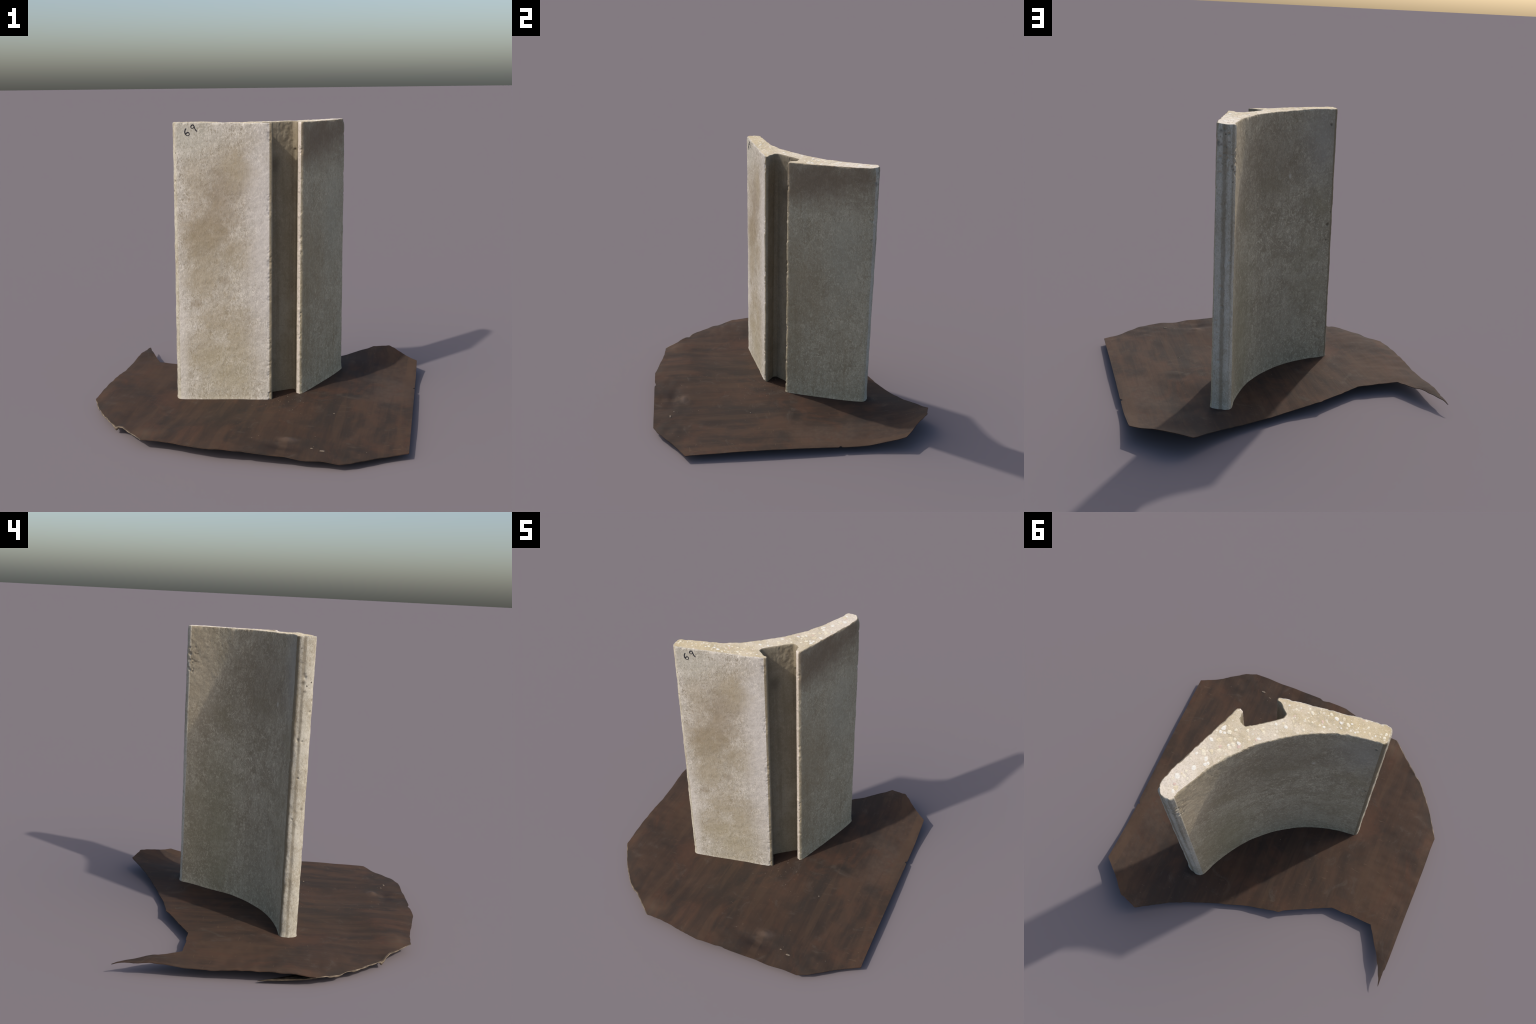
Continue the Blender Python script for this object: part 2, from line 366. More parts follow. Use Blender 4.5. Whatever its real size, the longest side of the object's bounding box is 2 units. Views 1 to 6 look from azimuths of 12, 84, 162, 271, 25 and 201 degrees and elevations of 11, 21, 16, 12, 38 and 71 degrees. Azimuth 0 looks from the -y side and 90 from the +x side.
def board_height():
    pts = np.array([p for seg in BOARD_EDGE for p in seg[:-1]] + BOARD_FACE)
    xy, z = pts[:, :2], pts[:, 2]

    def kern(a, b):
        r = np.linalg.norm(a[:, None] - b[None], axis=2)
        return r * r * np.log(r + 1e-9)
    n = len(xy)
    P = np.c_[np.ones(n), xy]
    K = np.block([[kern(xy, xy) + 2e-4 * np.eye(n), P], [P.T, np.zeros((3, 3))]])
    w = np.linalg.solve(K, np.r_[z, 0, 0, 0])

    def height(q):
        q = np.atleast_2d(q)
        out = np.empty(len(q))
        for s in range(0, len(q), 4000):
            b = q[s:s + 4000]
            out[s:s + 4000] = kern(b, xy) @ w[:n] + np.c_[np.ones(len(b)), b] @ w[n:]
        return out
    return height


HEIGHT = board_height()


def board_relief(xy):
    """Shallow cockles in the sheet, strongest toward the left rim and the front edge."""
    p = np.c_[xy, np.zeros(len(xy))]
    left = smoothstep(-0.35, -0.85, xy[:, 0])
    front = smoothstep(-0.55, -0.9, xy[:, 1])
    h = 0.0022 * noise(p, (0.17, 0.22, 1), 3) + 0.0012 * noise(p, (0.06, 0.09, 1), 4)
    h += left * (0.0035 * noise(p, (0.15, 0.06, 1), 5) + 0.0018 * noise(p, (0.07, 0.03, 1), 6))
    for x, y, size, lift in ((0.33, -0.740, 0.032, 0.013), (0.31, -0.820, 0.055, -0.010), (0.16, -0.80, 0.05, -0.004), (-0.47, -0.80, 0.045, 0.006), (0.42, -0.79, 0.03, 0.004),
                             (0.62, 0.05, 0.05, -0.004), (0.58, 0.12, 0.04, 0.003)):
        h += lift * np.exp(-((xy[:, 0] - x) ** 2 + (1.6 * (xy[:, 1] - y)) ** 2) / size ** 2)
    h += front * 0.0035 * noise(p, (0.10, 0.05, 1), 8)
    return h


def grid_inside(loop, step, jitter, seed):
    rng = np.random.default_rng(seed)
    lo, hi = loop.min(0), loop.max(0)
    gx, gy = np.meshgrid(np.arange(lo[0] + step / 2, hi[0], step), np.arange(lo[1] + step / 2, hi[1], step))
    q = np.c_[gx.ravel(), gy.ravel()] + rng.uniform(-jitter, jitter, (gx.size, 2)) * step
    inside = np.zeros(len(q), bool)
    a, b = loop, np.roll(loop, -1, 0)
    near = np.full(len(q), 1e9)
    for (x0, y0), (x1, y1) in zip(a, b):
        if y0 != y1:
            cross = (y0 > q[:, 1]) != (y1 > q[:, 1])
            inside ^= cross & (q[:, 0] < (x1 - x0) * (q[:, 1] - y0) / (y1 - y0) + x0)
        near = np.minimum(near, np.hypot(q[:, 0] - x0, q[:, 1] - y0))
    return q[inside & (near > step * 0.55)]


def triangulate(loop, inner):
    n = len(loop)
    res = delaunay_2d_cdt([Vector(p) for p in np.vstack([loop, inner])], [(i, (i + 1) % n) for i in range(n)], [], 1, 1e-7)
    verts = np.array([tuple(v) for v in res[0]])
    return verts, [tuple(f) for f in res[2]]


def build_board(mat, mat_rim):
    loop = np.vstack([resample(s, step=0.010)[:-1] for s in BOARD_EDGE])
    edge = loop[:, :2].copy()
    t = np.roll(edge, -1, 0) - np.roll(edge, 1, 0)
    t /= np.linalg.norm(t, axis=1)[:, None]
    nrm = np.c_[t[:, 1], -t[:, 0]]
    rag = 0.0022 * noise(np.c_[edge, np.zeros(len(edge))], 0.035, 11) + 0.001 * noise(np.c_[edge, np.zeros(len(edge))], 0.014, 12)
    straight = (np.abs(np.abs(edge[:, 0]) - 1) < 0.004) | (np.abs(edge[:, 1] + 0.957) < 0.003)
    edge += nrm * (rag * np.where(straight, 0.15, 1))[:, None]
    edge = np.clip(edge, (-1, -0.9575), (1, 0.9575))
    verts, tris = triangulate(edge, grid_inside(edge, 0.0135, 0.3, 5))
    z = HEIGHT(verts) + board_relief(verts)
    top = np.c_[verts, z]
    n = len(top)
    under = top - (0, 0, 0.004)
    key = {}
    faces = []
    for f in tris:
        a, b, c = (verts[i] for i in f)
        if (b[0] - a[0]) * (c[1] - a[1]) - (b[1] - a[1]) * (c[0] - a[0]) < 0:
            f = f[::-1]
        faces.append(f)
        faces.append(tuple(i + n for i in f[::-1]))
        for e in zip(f, f[1:] + f[:1]):
            key[e] = 1
    for a, b in key:
        if (b, a) not in key:
            faces.append((b, a, a + n, b + n))
    board = new_object("base_board", np.vstack([top, under]), faces, mat)
    me = board.data
    bm_sharp = [False] * len(me.edges)
    rim = {tuple(sorted(e)) for e in key if (e[1], e[0]) not in key}
    for i, e in enumerate(me.edges):
        v = tuple(sorted(x % n for x in e.vertices))
        if v in rim and max(e.vertices) - min(e.vertices) != n:
            bm_sharp[i] = (e.vertices[0] < n) == (e.vertices[1] < n)
    me.edges.foreach_set("use_edge_sharp", bm_sharp)

    # worn pale lip hanging along the rough left-front rim
    rim3 = resample(BOARD_EDGE[6], step=0.006)
    rim3[:, 2] = HEIGHT(rim3[:, :2]) + board_relief(rim3[:, :2])
    t = np.gradient(rim3[:, :2], axis=0)
    t /= np.linalg.norm(t, axis=1)[:, None]
    out = np.c_[t[:, 1], -t[:, 0]]
    out *= np.sign((out * (rim3[:, :2] - (0, 0))).sum(1))[:, None]
    s = np.linspace(0, 1, len(rim3))
    p0 = np.c_[rim3[:, :2], np.zeros(len(rim3))]
    drop = 0.011 + 0.006 * noise(p0, 0.05, 21) + 0.004 * noise(p0, 0.02, 22)
    spike = np.hypot(rim3[:, 0] + 0.714, rim3[:, 1] + 0.690)
    drop += 0.016 * np.exp(-(spike / 0.018) ** 2)
    drop *= smoothstep(0, 0.06, s) * smoothstep(1, 0.75, s)
    rows = []
    for u, bulge in ((-0.1, -0.003), (0.25, 0.0035), (0.6, 0.0035), (1.0, -0.002), (0.95, -0.006), (0.2, -0.006)):
        r = rim3.copy()
        r[:, :2] += out * (bulge + 0.0015 * noise(p0 + u, 0.02, 23))[:, None]
        r[:, 2] += 0.0005 - drop * u - 0.0008
        rows.append(r)
    m, k = len(rim3), len(rows)
    V = np.vstack(rows)
    F = [(j * m + i, j * m + i + 1, ((j + 1) % k) * m + i + 1, ((j + 1) % k) * m + i) for j in range(k) for i in range(m - 1)]
    new_object("worn_lip", V, F, mat_rim, board)

    # tongue of the lower ply that has peeled away beneath the left corner
    spine = resample([(-0.990, -0.31, 0.046), (-0.998, -0.24, 0.036), (-0.999, -0.12, 0.024), (-0.999, 0.0, 0.015)], n=24)
    inner = resample([(-0.80, -0.42, 0.040), (-0.86, -0.26, 0.014), (-0.93, -0.12, 0.010), (-0.994, 0.002, 0.013)], n=24)
    rows = []
    for k in (0, 0.04, 0.3, 0.65, 1.0):
        r = spine * (1 - k) + inner * k
        r[:, 2] -= 0.006 * math.sin(math.pi * min(1, k * 1.2)) * np.linspace(1, 0.2, len(r))
        rows.append(r)
    r0 = rows[0].copy(); r0[:, 2] += 0.004 * np.linspace(1, 0.3, len(r0))
    rows.insert(0, r0)
    top = np.vstack(rows)
    top[:, 2] = np.maximum(top[:, 2], 0.0022)
    bot = top - (0, 0, 0.0022)
    m, k = 25, len(rows)
    N = len(top)
    F = []
    for j in range(k - 1):
        for i in range(m - 1):
            a, b, c, d = j * m + i, j * m + i + 1, (j + 1) * m + i + 1, (j + 1) * m + i
            F += [(d, c, b, a), (a + N, b + N, c + N, d + N)]
    for i in range(m - 1):
        a, b = i, i + 1
        F.append((a, b, b + N, a + N))
        a, b = (k - 1) * m + i, (k - 1) * m + i + 1
        F.append((b, a, a + N, b + N))
    for j in range(k - 1):
        a, b = j * m, (j + 1) * m
        F.append((b, a, a + N, b + N))
        a, b = j * m + m - 1, (j + 1) * m + m - 1
        F.append((a, b, b + N, a + N))
    new_object("peeled_ply", np.vstack([top, bot]), F, mat_rim, board)
    board["label"] = "thin dark brown warped board with torn ragged rim"
    board["category"] = "board"
    return board


# ------------------------------------------------------------------ the block
TOP_Z = 1.798
# Plan of the block: each side as (upper control points, lower control points), going round.
SIDES = {
    "end_face": ([(-0.447, -0.114), (-0.465, -0.130), (-0.471, -0.160), (-0.466, -0.190), (-0.457, -0.211), (-0.440, -0.222)],
                 [(-0.473, -0.109), (-0.488, -0.121), (-0.493, -0.150), (-0.486, -0.182), (-0.472, -0.204), (-0.456, -0.210)]),
    "front_panel": ([(-0.440, -0.222), (-0.294, -0.205), (-0.153, -0.185), (-0.020, -0.168), (0.118, -0.147)],
                    [(-0.456, -0.210), (-0.310, -0.192), (-0.167, -0.172), (-0.035, -0.154), (0.104, -0.136)]),
    "channel": ([(0.120, -0.147), (0.136, -0.140), (0.137, -0.125), (0.098, -0.100), (0.066, -0.074), (0.066, -0.048), (0.105, -0.016), (0.148, 0.018), (0.199, 0.054),
                 (0.224, 0.073), (0.238, 0.081), (0.248, 0.073), (0.259, 0.042), (0.268, 0.003), (0.288, -0.010)],
                [(0.104, -0.136), (0.119, -0.129), (0.120, -0.114), (0.084, -0.090), (0.050, -0.064), (0.050, -0.040), (0.090, -0.006), (0.133, 0.028), (0.184, 0.064),
                 (0.208, 0.082), (0.222, 0.089), (0.233, 0.081), (0.244, 0.051), (0.254, 0.011), (0.275, 0.000)]),
    "side_panel": ([(0.288, -0.010), (0.303, 0.003), (0.337, 0.092), (0.373, 0.187), (0.409, 0.277), (0.443, 0.367), (0.466, 0.430), (0.484, 0.498), (0.489, 0.525), (0.485, 0.540)],
                   [(0.275, 0.000), (0.290, 0.013), (0.324, 0.100), (0.362, 0.195), (0.398, 0.287), (0.433, 0.377), (0.458, 0.442), (0.478, 0.508), (0.485, 0.532), (0.480, 0.545)]),
    "outer_end": ([(0.485, 0.540), (0.478, 0.549), (0.455, 0.566), (0.428, 0.576), (0.404, 0.575), (0.385, 0.554)],
                        [(0.480, 0.545), (0.472, 0.554), (0.448, 0.569), (0.413, 0.578), (0.384, 0.578), (0.362, 0.562)]),
    "concave_face": ([(0.385, 0.554), (0.370, 0.514), (0.347, 0.460), (0.320, 0.401), (0.283, 0.334), (0.242, 0.273), (0.196, 0.216), (0.151, 0.165), (0.102, 0.118), (0.050, 0.078), (-0.013, 0.030),
                      (-0.079, -0.011), (-0.140, -0.041), (-0.202, -0.066), (-0.282, -0.089), (-0.359, -0.104), (-0.447, -0.114)],
                     [(0.362, 0.562), (0.347, 0.525), (0.327, 0.468), (0.297, 0.402), (0.263, 0.342), (0.224, 0.281), (0.177, 0.222), (0.131, 0.172), (0.080, 0.123), (0.031, 0.082), (-0.036, 0.036),
                      (-0.102, -0.004), (-0.160, -0.032), (-0.222, -0.055), (-0.302, -0.080), (-0.379, -0.098), (-0.473, -0.109)]),
}
PART_NAME = {"outer_end": "end_face"}
CURVED = {"concave_face"}


def build_block(mats, parent):
    step, names = 0.0042, list(SIDES)
    up, low, side = [], [], []
    for k, name in enumerate(names):
        u, l = SIDES[name]
        if name in CURVED:
            u, l = spline(u), spline(l)
        u = np.asarray(u, float)
        d = np.r_[0, np.cumsum(np.linalg.norm(np.diff(u, axis=0), axis=1))]
        n = int(round(d[-1] / step))
        t = np.linspace(0, 1, n, endpoint=False)
        l = np.asarray(l, float)
        dl = np.r_[0, np.cumsum(np.linalg.norm(np.diff(l, axis=0), axis=1))]
        s = np.interp(t * d[-1], d, np.arange(len(d)))            # same control span on both loops
        up.append(np.stack([np.interp(s, np.arange(len(u)), u[:, i]) for i in (0, 1)], 1))
        low.append(np.stack([np.interp(s, np.arange(len(l)), l[:, i]) for i in (0, 1)], 1))
        side += [k] * n
    up, low, side = np.vstack(up), np.vstack(low), np.array(side)

    def soften(p):                                                # takes the drawing's corners off
        w = np.array([1, 2, 1]) / 4
        for _ in range(2):
            p = w[0] * np.roll(p, 1, 0) + w[1] * p + w[2] * np.roll(p, -1, 0)
        return p
    up, low = soften(up), soften(low)
    M = len(up)
    tan = np.roll(up, -1, 0) - np.roll(up, 1, 0)
    tan /= np.linalg.norm(tan, axis=1)[:, None]
    nrm = np.c_[tan[:, 1], -tan[:, 0]]

    start = {nm: int(np.argmax(side == k)) for k, nm in enumerate(names)}
    arc = np.arange(M) * step

    def along(i0):                                                # signed distance round the plan from a corner
        d = (np.arange(M) - i0) * step
        L = M * step
        return (d + L / 2) % L - L / 2
    base = HEIGHT(low) - 0.004
    r = 0.005
    levels = np.r_[np.linspace(0, 1, 400)]
    rows = []
    for v in levels:
        xy = low * (1 - v) + up * v
        z = base * (1 - v) + (TOP_Z - r) * v
        rows.append(np.c_[xy, z])
    for a in (30, 60, 90):
        a = math.radians(a)
        rows.append(np.c_[up - nrm * (r * (1 - math.cos(a))), np.full(M, TOP_Z - r + r * math.sin(a))])
    V = np.vstack(rows)
    R = len(rows)
    S = np.tile(side, R)
    N2 = np.tile(nrm, (R, 1))
    z = V[:, 2]
    body = np.ones(len(V))

    # relief along the outward normal
    h = 0.0011 * noise(V, 0.07, 31) + 0.0007 * noise(V, 0.024, 32) + 0.0005 * noise(V, 0.011, 33)
    k_of = {nm: names.index(nm) for nm in names}
    concave = S == k_of["concave_face"]
    ends = (S == k_of["end_face"]) | (S == k_of["outer_end"])
    chan = S == k_of["channel"]
    lump = smoothstep(0.20, 0.38, V[:, 0]) * smoothstep(1.2, 1.65, z) * concave
    h += lump * (0.0010 * noise(V, 0.030, 34) + 0.0006 * noise(V, 0.016, 35))
    h += ends * (0.0012 * noise(V, (0.03, 0.03, 0.07), 36) + 0.0005 * noise(V, 0.015, 37))
    h = np.where(chan, h * 0.5 + 0.0009 * noise(V, (0.012, 0.012, 1.5), 38), h)
    # the mould seam: a rough vertical rib and furrow on both end faces
    for nm, u0 in (("end_face", 0.45), ("outer_end", 0.5)):
        n = int((side == k_of[nm]).sum())
        a = np.tile(along(start[nm] + int(n * u0)), R)
        wob = 0.004 * noise(np.c_[np.zeros(len(z)), np.zeros(len(z)), z], 0.12, 39)
        on = S == k_of[nm]
        h -= on * 0.0028 * np.exp(-((a + wob) / 0.008) ** 2) * (0.55 + 0.45 * noise(V, (9, 9, 0.035), 40))
        h += on * 0.0012 * np.exp(-((a + wob - 0.016) / 0.010) ** 2)
    # chipped arrises: both lips of the channel and the rim of the cut
    bite = np.maximum(0, 0.9 * noise(V, (0.05, 0.05, 0.045), 41) + 0.5 * noise(V, (0.015, 0.015, 0.012), 42) + 0.35 * noise(V, (0.008, 0.008, 0.006), 48) + 0.5 * noise(V, (0.3, 0.3, 0.25), 49) - 0.18)
    for nm in ("channel", "side_panel"):
        a = np.abs(np.tile(along(start[nm]), R))
        h += 0.0022 * noise(np.c_[0 * z, 0 * z + len(nm), z], 0.10, 53) * np.exp(-(a / 0.016) ** 2)
        h -= 0.0080 * bite * np.exp(-(a / 0.011) ** 2)
    h -= 0.007 * np.maximum(0, noise(V, (0.022, 0.022, 0.03), 43) - 0.1) * np.exp(-((TOP_Z - z) / 0.010) ** 2)
    # a lump of slurry left in the channel corner near the cut
    inner = int(np.argmin(np.hypot(up[:, 0] - 0.245, up[:, 1] - 0.082) + 9 * (side != k_of["channel"])))
    a = np.tile(along(inner), R)
    slurry = smoothstep(1.61, 1.65, z + 0.02 * noise(V, 0.03, 47))
    h += 0.013 * np.exp(-(a / 0.018) ** 4) * slurry + chan * slurry * (0.0022 * noise(V, 0.022, 50) + 0.0012 * noise(V, 0.010, 51)) * np.exp(-((a + 0.07) / 0.10) ** 2)
    # the outer top corner is knocked off
    h -= 0.009 * np.exp(-(np.tile(along(start["outer_end"]), R) / 0.030) ** 2) * smoothstep(TOP_Z - 0.045, TOP_Z, z)
    # dents along the left lip of the side panel, seen on its sunlit edge
    for zc in (0.62, 1.22, 1.38):
        a = np.tile(along(start["side_panel"]), R)
        h += 0.005 * np.exp(-((z - zc) / 0.012) ** 2 - ((a + 0.012) / 0.010) ** 2)
    # the ends stand a little full, and the hollow face is fuller on its left half
    h += np.where(S == k_of["end_face"], 0.0015, 0) + np.where(S == k_of["outer_end"], 0.005 * smoothstep(0.3, 1.4, z), 0)
    h += concave * 0.005 * smoothstep(0.15, -0.12, V[:, 0]) * smoothstep(0.1, 0.6, z) * smoothstep(1.79, 1.5, z) * smoothstep(-0.455, -0.30, V[:, 0])
    # blow holes
    rng = np.random.default_rng(4)
    holes = []
    for nm, count, zlo, zhi in (("outer_end", 16, 1.45, 1.79), ("outer_end", 8, 0.3, 1.4), ("end_face", 9, 0.7, 1.78), ("concave_face", 0, 0, 0), ("side_panel", 3, 1.3, 1.7)):
        idx = np.flatnonzero(side == k_of[nm])
        for _ in range(count):
            i = rng.choice(idx) if nm != "side_panel" else rng.choice(idx[-5:])
            zc = rng.uniform(zlo, zhi)
            holes.append((i, zc, rng.uniform(0.005, 0.0095), rng.uniform(0.005, 0.009)))
    for off, zc in ((0.030, 1.62), (0.022, 1.575), (0.012, 1.58), (0.015, 1.56), (0.022, 1.52), (0.018, 1.50), (0.035, 1.66)):
        holes.append((start["concave_face"] + int(off / step), zc, 0.005, 0.005))
    i_end = (start["concave_face"] + int((side == k_of["concave_face"]).sum()) - 6) % M
    holes += [(i_end, 1.70, 0.008, 0.006), (i_end, 1.02, 0.010, 0.006), (i_end - 1, 0.92, 0.005, 0.004)]
    H2, Z2 = h.reshape(R, M), z.reshape(R, M)
    for i, zc, rad, deep in holes:
        rr = np.flatnonzero(np.abs(Z2[:, i] - zc) < 0.03)
        cc = np.arange(i - 8, i + 9) % M
        d = np.hypot(along(i)[cc][None] * 1.0, (Z2[np.ix_(rr, cc)] - zc) * rng.uniform(0.6, 1.1))
        H2[np.ix_(rr, cc)] -= deep * smoothstep(rad * 1.35, rad * 0.4, d)
    h = H2.ravel()
    # a slight foot: the base spreads a little where it beds down
    foot = np.exp(-((z - np.tile(base, R)) / 0.014) ** 2)
    h += foot * 0.003 * np.where(chan, 0, 1)
    V[:, :2] += N2 * h[:, None]
    ztop = 0.0025 * noise(np.c_[V[:, :2], np.zeros(len(V))], 0.09, 45) + 0.0012 * noise(np.c_[V[:, :2], np.zeros(len(V))], 0.02, 46)
    V[:, 2] += np.where(z > TOP_Z - 0.03, ztop * smoothstep(TOP_Z - 0.03, TOP_Z - 0.004, z), 0)
    # gentle tilt of the cut
    V[:, 2] += smoothstep(1.6, 1.79, z) * 0.005 * smoothstep(0.1, -0.4, V[:, 0])

    faces, fside = [], []
    for j in range(R - 1):
        for i in range(M):
            i2 = (i + 1) % M
            faces.append((j * M + i, j * M + i2, (j + 1) * M + i2, (j + 1) * M + i))
    fside = list(np.tile(side, R - 1))
    # cut top
    rim_ids = np.arange((R - 1) * M, R * M)
    loop = V[rim_ids, :2]
    cap_v, cap_f = triangulate(loop, grid_inside(loop, 0.008, 0.3, 9))
    inner = cap_v[M:]
    zi = TOP_Z + 0.005 * smoothstep(0.1, -0.4, inner[:, 0]) + 0.0025 * noise(np.c_[inner, np.zeros(len(inner))], 0.09, 45) + 0.0012 * noise(np.c_[inner, np.zeros(len(inner))], 0.02, 46)
    off = len(V)
    V = np.vstack([V, np.c_[inner, zi]])
    ids = np.r_[rim_ids, off + np.arange(len(inner))]
    for f in cap_f:
        a, b, c = (cap_v[i] for i in f)
        if (b[0] - a[0]) * (c[1] - a[1]) - (b[1] - a[1]) * (c[0] - a[0]) < 0:
            f = f[::-1]
        faces.append(tuple(ids[list(f)]))
        fside.append(len(names))
    # underside
    flo = low
    b_v, b_f = triangulate(V[:M, :2], np.empty((0, 2)))
    for f in b_f:
        a, b, c = (b_v[i] for i in f)
        if (b[0] - a[0]) * (c[1] - a[1]) - (b[1] - a[1]) * (c[0] - a[0]) > 0:
            f = f[::-1]
        faces.append(tuple(f))
        fside.append(len(names) + 1)
    # whole-body normals, then split by region
    whole = bpy.data.meshes.new("whole")
    whole.from_pydata([tuple(v) for v in V], [], [tuple(int(i) for i in f) for f in faces])
    vn = np.empty(len(V) * 3)
    whole.vertex_normals.foreach_get("vector", vn)
    vn = vn.reshape(-1, 3)
    bpy.data.meshes.remove(whole)
    fside = np.array(fside)
    parts = names + ["cut_face", "underside"]
    for k, nm in enumerate(parts):
        fs = [faces[i] for i in np.flatnonzero(fside == k)]
        used = np.unique(np.concatenate([np.asarray(f) for f in fs]))
        remap = {int(u): i for i, u in enumerate(used)}
        ob = new_object(PART_NAME.get(nm, nm), V[used], [[remap[int(i)] for i in f] for f in fs], mats[nm], parent)
        if nm not in ("cut_face", "underside"):
            ob.data.normals_split_custom_set_from_vertices([tuple(n) for n in vn[used]])
    return up, loop


def pebbles(loop, mats, parent):
    """The largest aggregate stones, cut through and standing a hair proud of the sawn face."""
    rng = np.random.default_rng(12)
    spots = grid_inside(loop, 0.030, 0.45, 3)
    d = np.min(np.linalg.norm(spots[:, None] - loop[None], axis=2), axis=1)
    spots = spots[d > 0.014]
    for k, (x, y) in enumerate(spots):
        if rng.random() > 0.74:
            continue
        size = rng.uniform(0.0045, 0.0125) * (0.8 if x < 0.2 else 1.1)
        n = int(rng.integers(6, 9))
        ang = np.sort((np.arange(n) + rng.uniform(-0.3, 0.3, n)) / n * 2 * math.pi)
        rad = size * rng.uniform(0.75, 1.1, n)
        ring = np.c_[np.cos(ang) * rad * rng.uniform(1.0, 1.5), np.sin(ang) * rad]
        turn = rng.uniform(0, math.pi)
        ring = ring @ np.array([[math.cos(turn), math.sin(turn)], [-math.sin(turn), math.cos(turn)]])
        q = np.array([[x, y, 0.0]])
        z = TOP_Z + 0.005 * smoothstep(0.1, -0.4, x) + 0.0025 * noise(q, 0.09, 45)[0] + 0.0012 * noise(q, 0.02, 46)[0]
        V = np.vstack([np.c_[ring, np.full(n, -0.006)], np.c_[ring, np.full(n, 0.0004)], np.c_[ring * 0.9, np.full(n, 0.0007)]])
        F = [(j * n + i, j * n + (i + 1) % n, (j + 1) * n + (i + 1) % n, (j + 1) * n + i) for j in (0, 1) for i in range(n)]
        F += [tuple(range(2 * n, 3 * n)), tuple(range(n))[::-1]]
        ob = new_object("pebble", V, F, mats[int(rng.choice([0, 0, 0, 0, 1, 1, 1, 2, 2, 3], 1)[0])], parent, smooth=False)
        ob.location = (x, y, z)


def crumbs(mat, board):
    """Flakes and grit of cement lying on the board."""
    rng = np.random.default_rng(21)
    spots = [(0.536, -0.84, 0.007, 2.4), (0.475, -0.815, 0.004, 2.2), (0.534, -0.278, 0.006, 1.2), (0.30, -0.12, 0.004, 1.3), (0.21, -0.06, 0.004, 1.2), (-0.72, 0.10, 0.005, 1.3), (-0.55, 0.22, 0.004, 1.4)]
    for _ in range(34):
        spots.append((rng.normal(0.17, 0.09), rng.normal(-0.14, 0.07), rng.uniform(0.0008, 0.0024), 1.3))
    for _ in range(16):
        spots.append((rng.uniform(-0.9, 0.9), rng.uniform(-0.8, 0.6), rng.uniform(0.0008, 0.0024), 1.4))
    V, F = [], []
    for x, y, r, long in spots:
        if y > 0.35 + 0.4 * x + (0.25 if x > 0 else 0):
            continue
        z = HEIGHT((x, y))[0] + board_relief(np.array([[x, y]]))[0]
        turn, n, k = rng.uniform(0, math.pi), 6, len(V)
        for up, grow in ((-0.2, 1.0), (0.35, 0.9), (0.6, 0.45)):
            for i in range(n):
                a = i / n * 2 * math.pi
                rr = r * grow * rng.uniform(0.8, 1.15)
                u, v = math.cos(a) * rr * long, math.sin(a) * rr
                V.append((x + u * math.cos(turn) - v * math.sin(turn), y + u * math.sin(turn) + v * math.cos(turn), z + up * r))
        F += [(k + j * n + i, k + j * n + (i + 1) % n, k + (j + 1) * n + (i + 1) % n, k + (j + 1) * n + i) for j in (0, 1) for i in range(n)]
        F += [tuple(k + 2 * n + i for i in range(n)), tuple(k + n - 1 - i for i in range(n))]
    ob = new_object("cement_crumbs", V, F, mat, board)
    ob["kind"] = "stuff"


# pen strokes on the front panel: x and z of each stroke
DIGIT_SIX = [(-0.3765, 1.7694), (-0.3815, 1.7633), (-0.3848, 1.7493), (-0.3823, 1.7373), (-0.3738, 1.7280), (-0.3651, 1.7271), (-0.3585, 1.7323), (-0.3582, 1.7395), (-0.3636, 1.7450), (-0.3724, 1.7440), (-0.3790, 1.7365)]
DIGIT_NINE = [(-0.3285, 1.7850), (-0.3330, 1.7897), (-0.3406, 1.7893), (-0.3471, 1.7826), (-0.3459, 1.7730), (-0.3387, 1.7691), (-0.3320, 1.7739), (-0.3283, 1.7840), (-0.3262, 1.7753), (-0.3205, 1.7623), (-0.3111, 1.7512)]


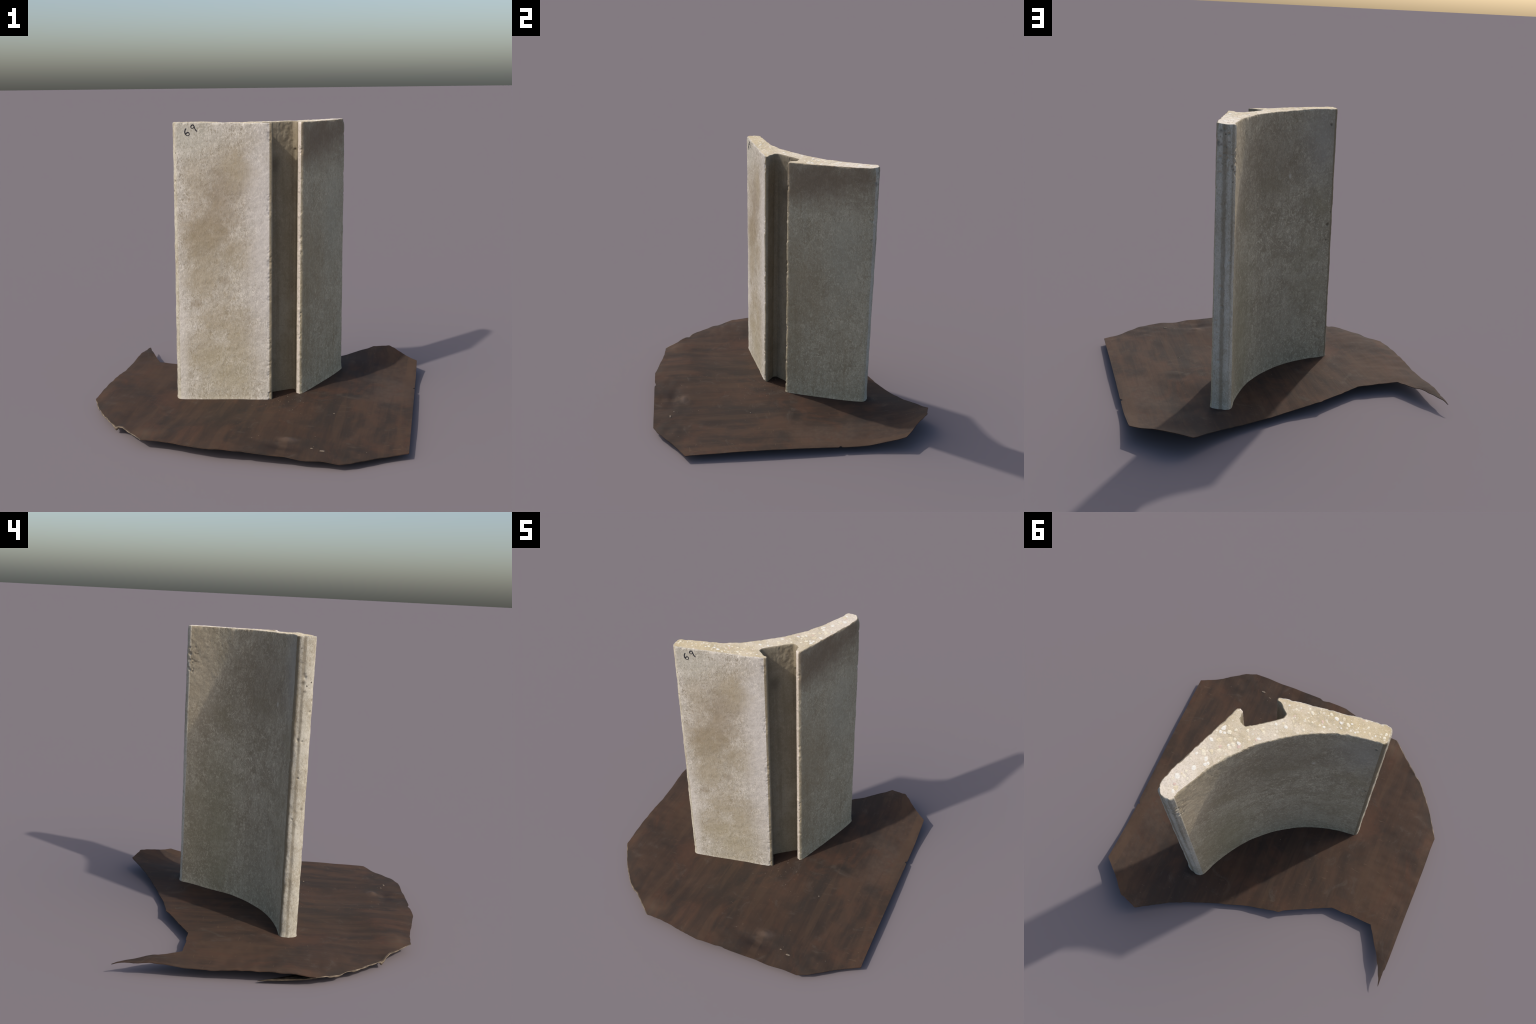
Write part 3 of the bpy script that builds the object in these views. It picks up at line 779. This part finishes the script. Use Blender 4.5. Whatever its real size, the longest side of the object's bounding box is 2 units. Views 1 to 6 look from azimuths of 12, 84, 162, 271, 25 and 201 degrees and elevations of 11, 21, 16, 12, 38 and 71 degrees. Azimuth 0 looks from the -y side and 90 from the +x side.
def pen_digit(name, stroke, panel, mat, parent):
    """A felt-pen stroke: a thin ribbon of ink laid on the panel."""
    p = spline(stroke, 6)
    t = np.gradient(p, axis=0)
    t /= np.linalg.norm(t, axis=1)[:, None]
    side = np.c_[-t[:, 1], t[:, 0]]
    w = 0.0028 * (0.9 + 0.25 * np.sin(np.linspace(0, 9, len(p))))
    w[0] *= 0.5
    w[-1] *= 0.5
    verts = []
    for lift in (0.0012, -0.002):
        for sgn in (-1, 1):
            q = p + side * (w * sgn)[:, None]
            for x, zz in q:
                y = panel(x, zz)
                verts.append((x, y - lift, zz))
    n = len(p)
    F = []
    for i in range(n - 1):
        F += [(i, i + 1, n + i + 1, n + i), (2 * n + i, 3 * n + i, 3 * n + i + 1, 2 * n + i + 1),
              (i, 2 * n + i, 2 * n + i + 1, i + 1), (n + i, n + i + 1, 3 * n + i + 1, 3 * n + i)]
    F += [(0, n, 3 * n, 2 * n), (n - 1, 3 * n - 1, 4 * n - 1, 2 * n - 1)]
    return new_object(name, verts, F, mat, parent)


def main():
    root = bpy.data.objects.new("concrete_segment", None)
    bpy.context.scene.collection.objects.link(root)
    root["label"] = "tall curved concrete slab segment with vertical dovetail channel"
    root["category"] = "concrete block"
    end = end_material()
    cut = cut_material()
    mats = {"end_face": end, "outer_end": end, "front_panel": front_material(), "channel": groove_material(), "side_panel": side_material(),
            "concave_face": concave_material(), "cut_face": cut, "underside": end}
    board = build_board(board_material(), plain("pale_worn_edge", (0.145, 0.112, 0.078), 0.8, 0.45, 35))
    crumbs(plain("cement_crumb", (0.17, 0.135, 0.10), 0.9, 0.3, 40), board)
    up, loop = build_block(mats, root)
    pebbles(loop, [plain("pebble_cream", (0.74, 0.66, 0.50), 0.8, 0.12, 90), plain("pebble_buff", (0.66, 0.56, 0.39), 0.8, 0.14, 90), plain("pebble_white", (0.77, 0.72, 0.62), 0.8, 0.10, 90), plain("pebble_rose", (0.64, 0.47, 0.38), 0.6, 0.12, 90)], root)

    panel_ob = next(o for o in root.children if o.name == "front_panel")
    co = np.empty(len(panel_ob.data.vertices) * 3)
    panel_ob.data.vertices.foreach_get("co", co)
    co = co.reshape(-1, 3)
    co = co[(co[:, 2] > 1.68) & (co[:, 0] < -0.27)]

    def panel(x, z):
        d = (co[:, 0] - x) ** 2 + (co[:, 2] - z) ** 2
        k = np.argsort(d)[:6]
        w = 1 / (d[k] + 1e-7)
        return float((co[k, 1] * w).sum() / w.sum())
    ink = plain("black_ink", (0.022, 0.022, 0.028), 0.7, 0.2)
    pen_digit("written_digit", DIGIT_SIX, panel, ink, root)
    pen_digit("written_digit", DIGIT_NINE, panel, ink, root)


main()
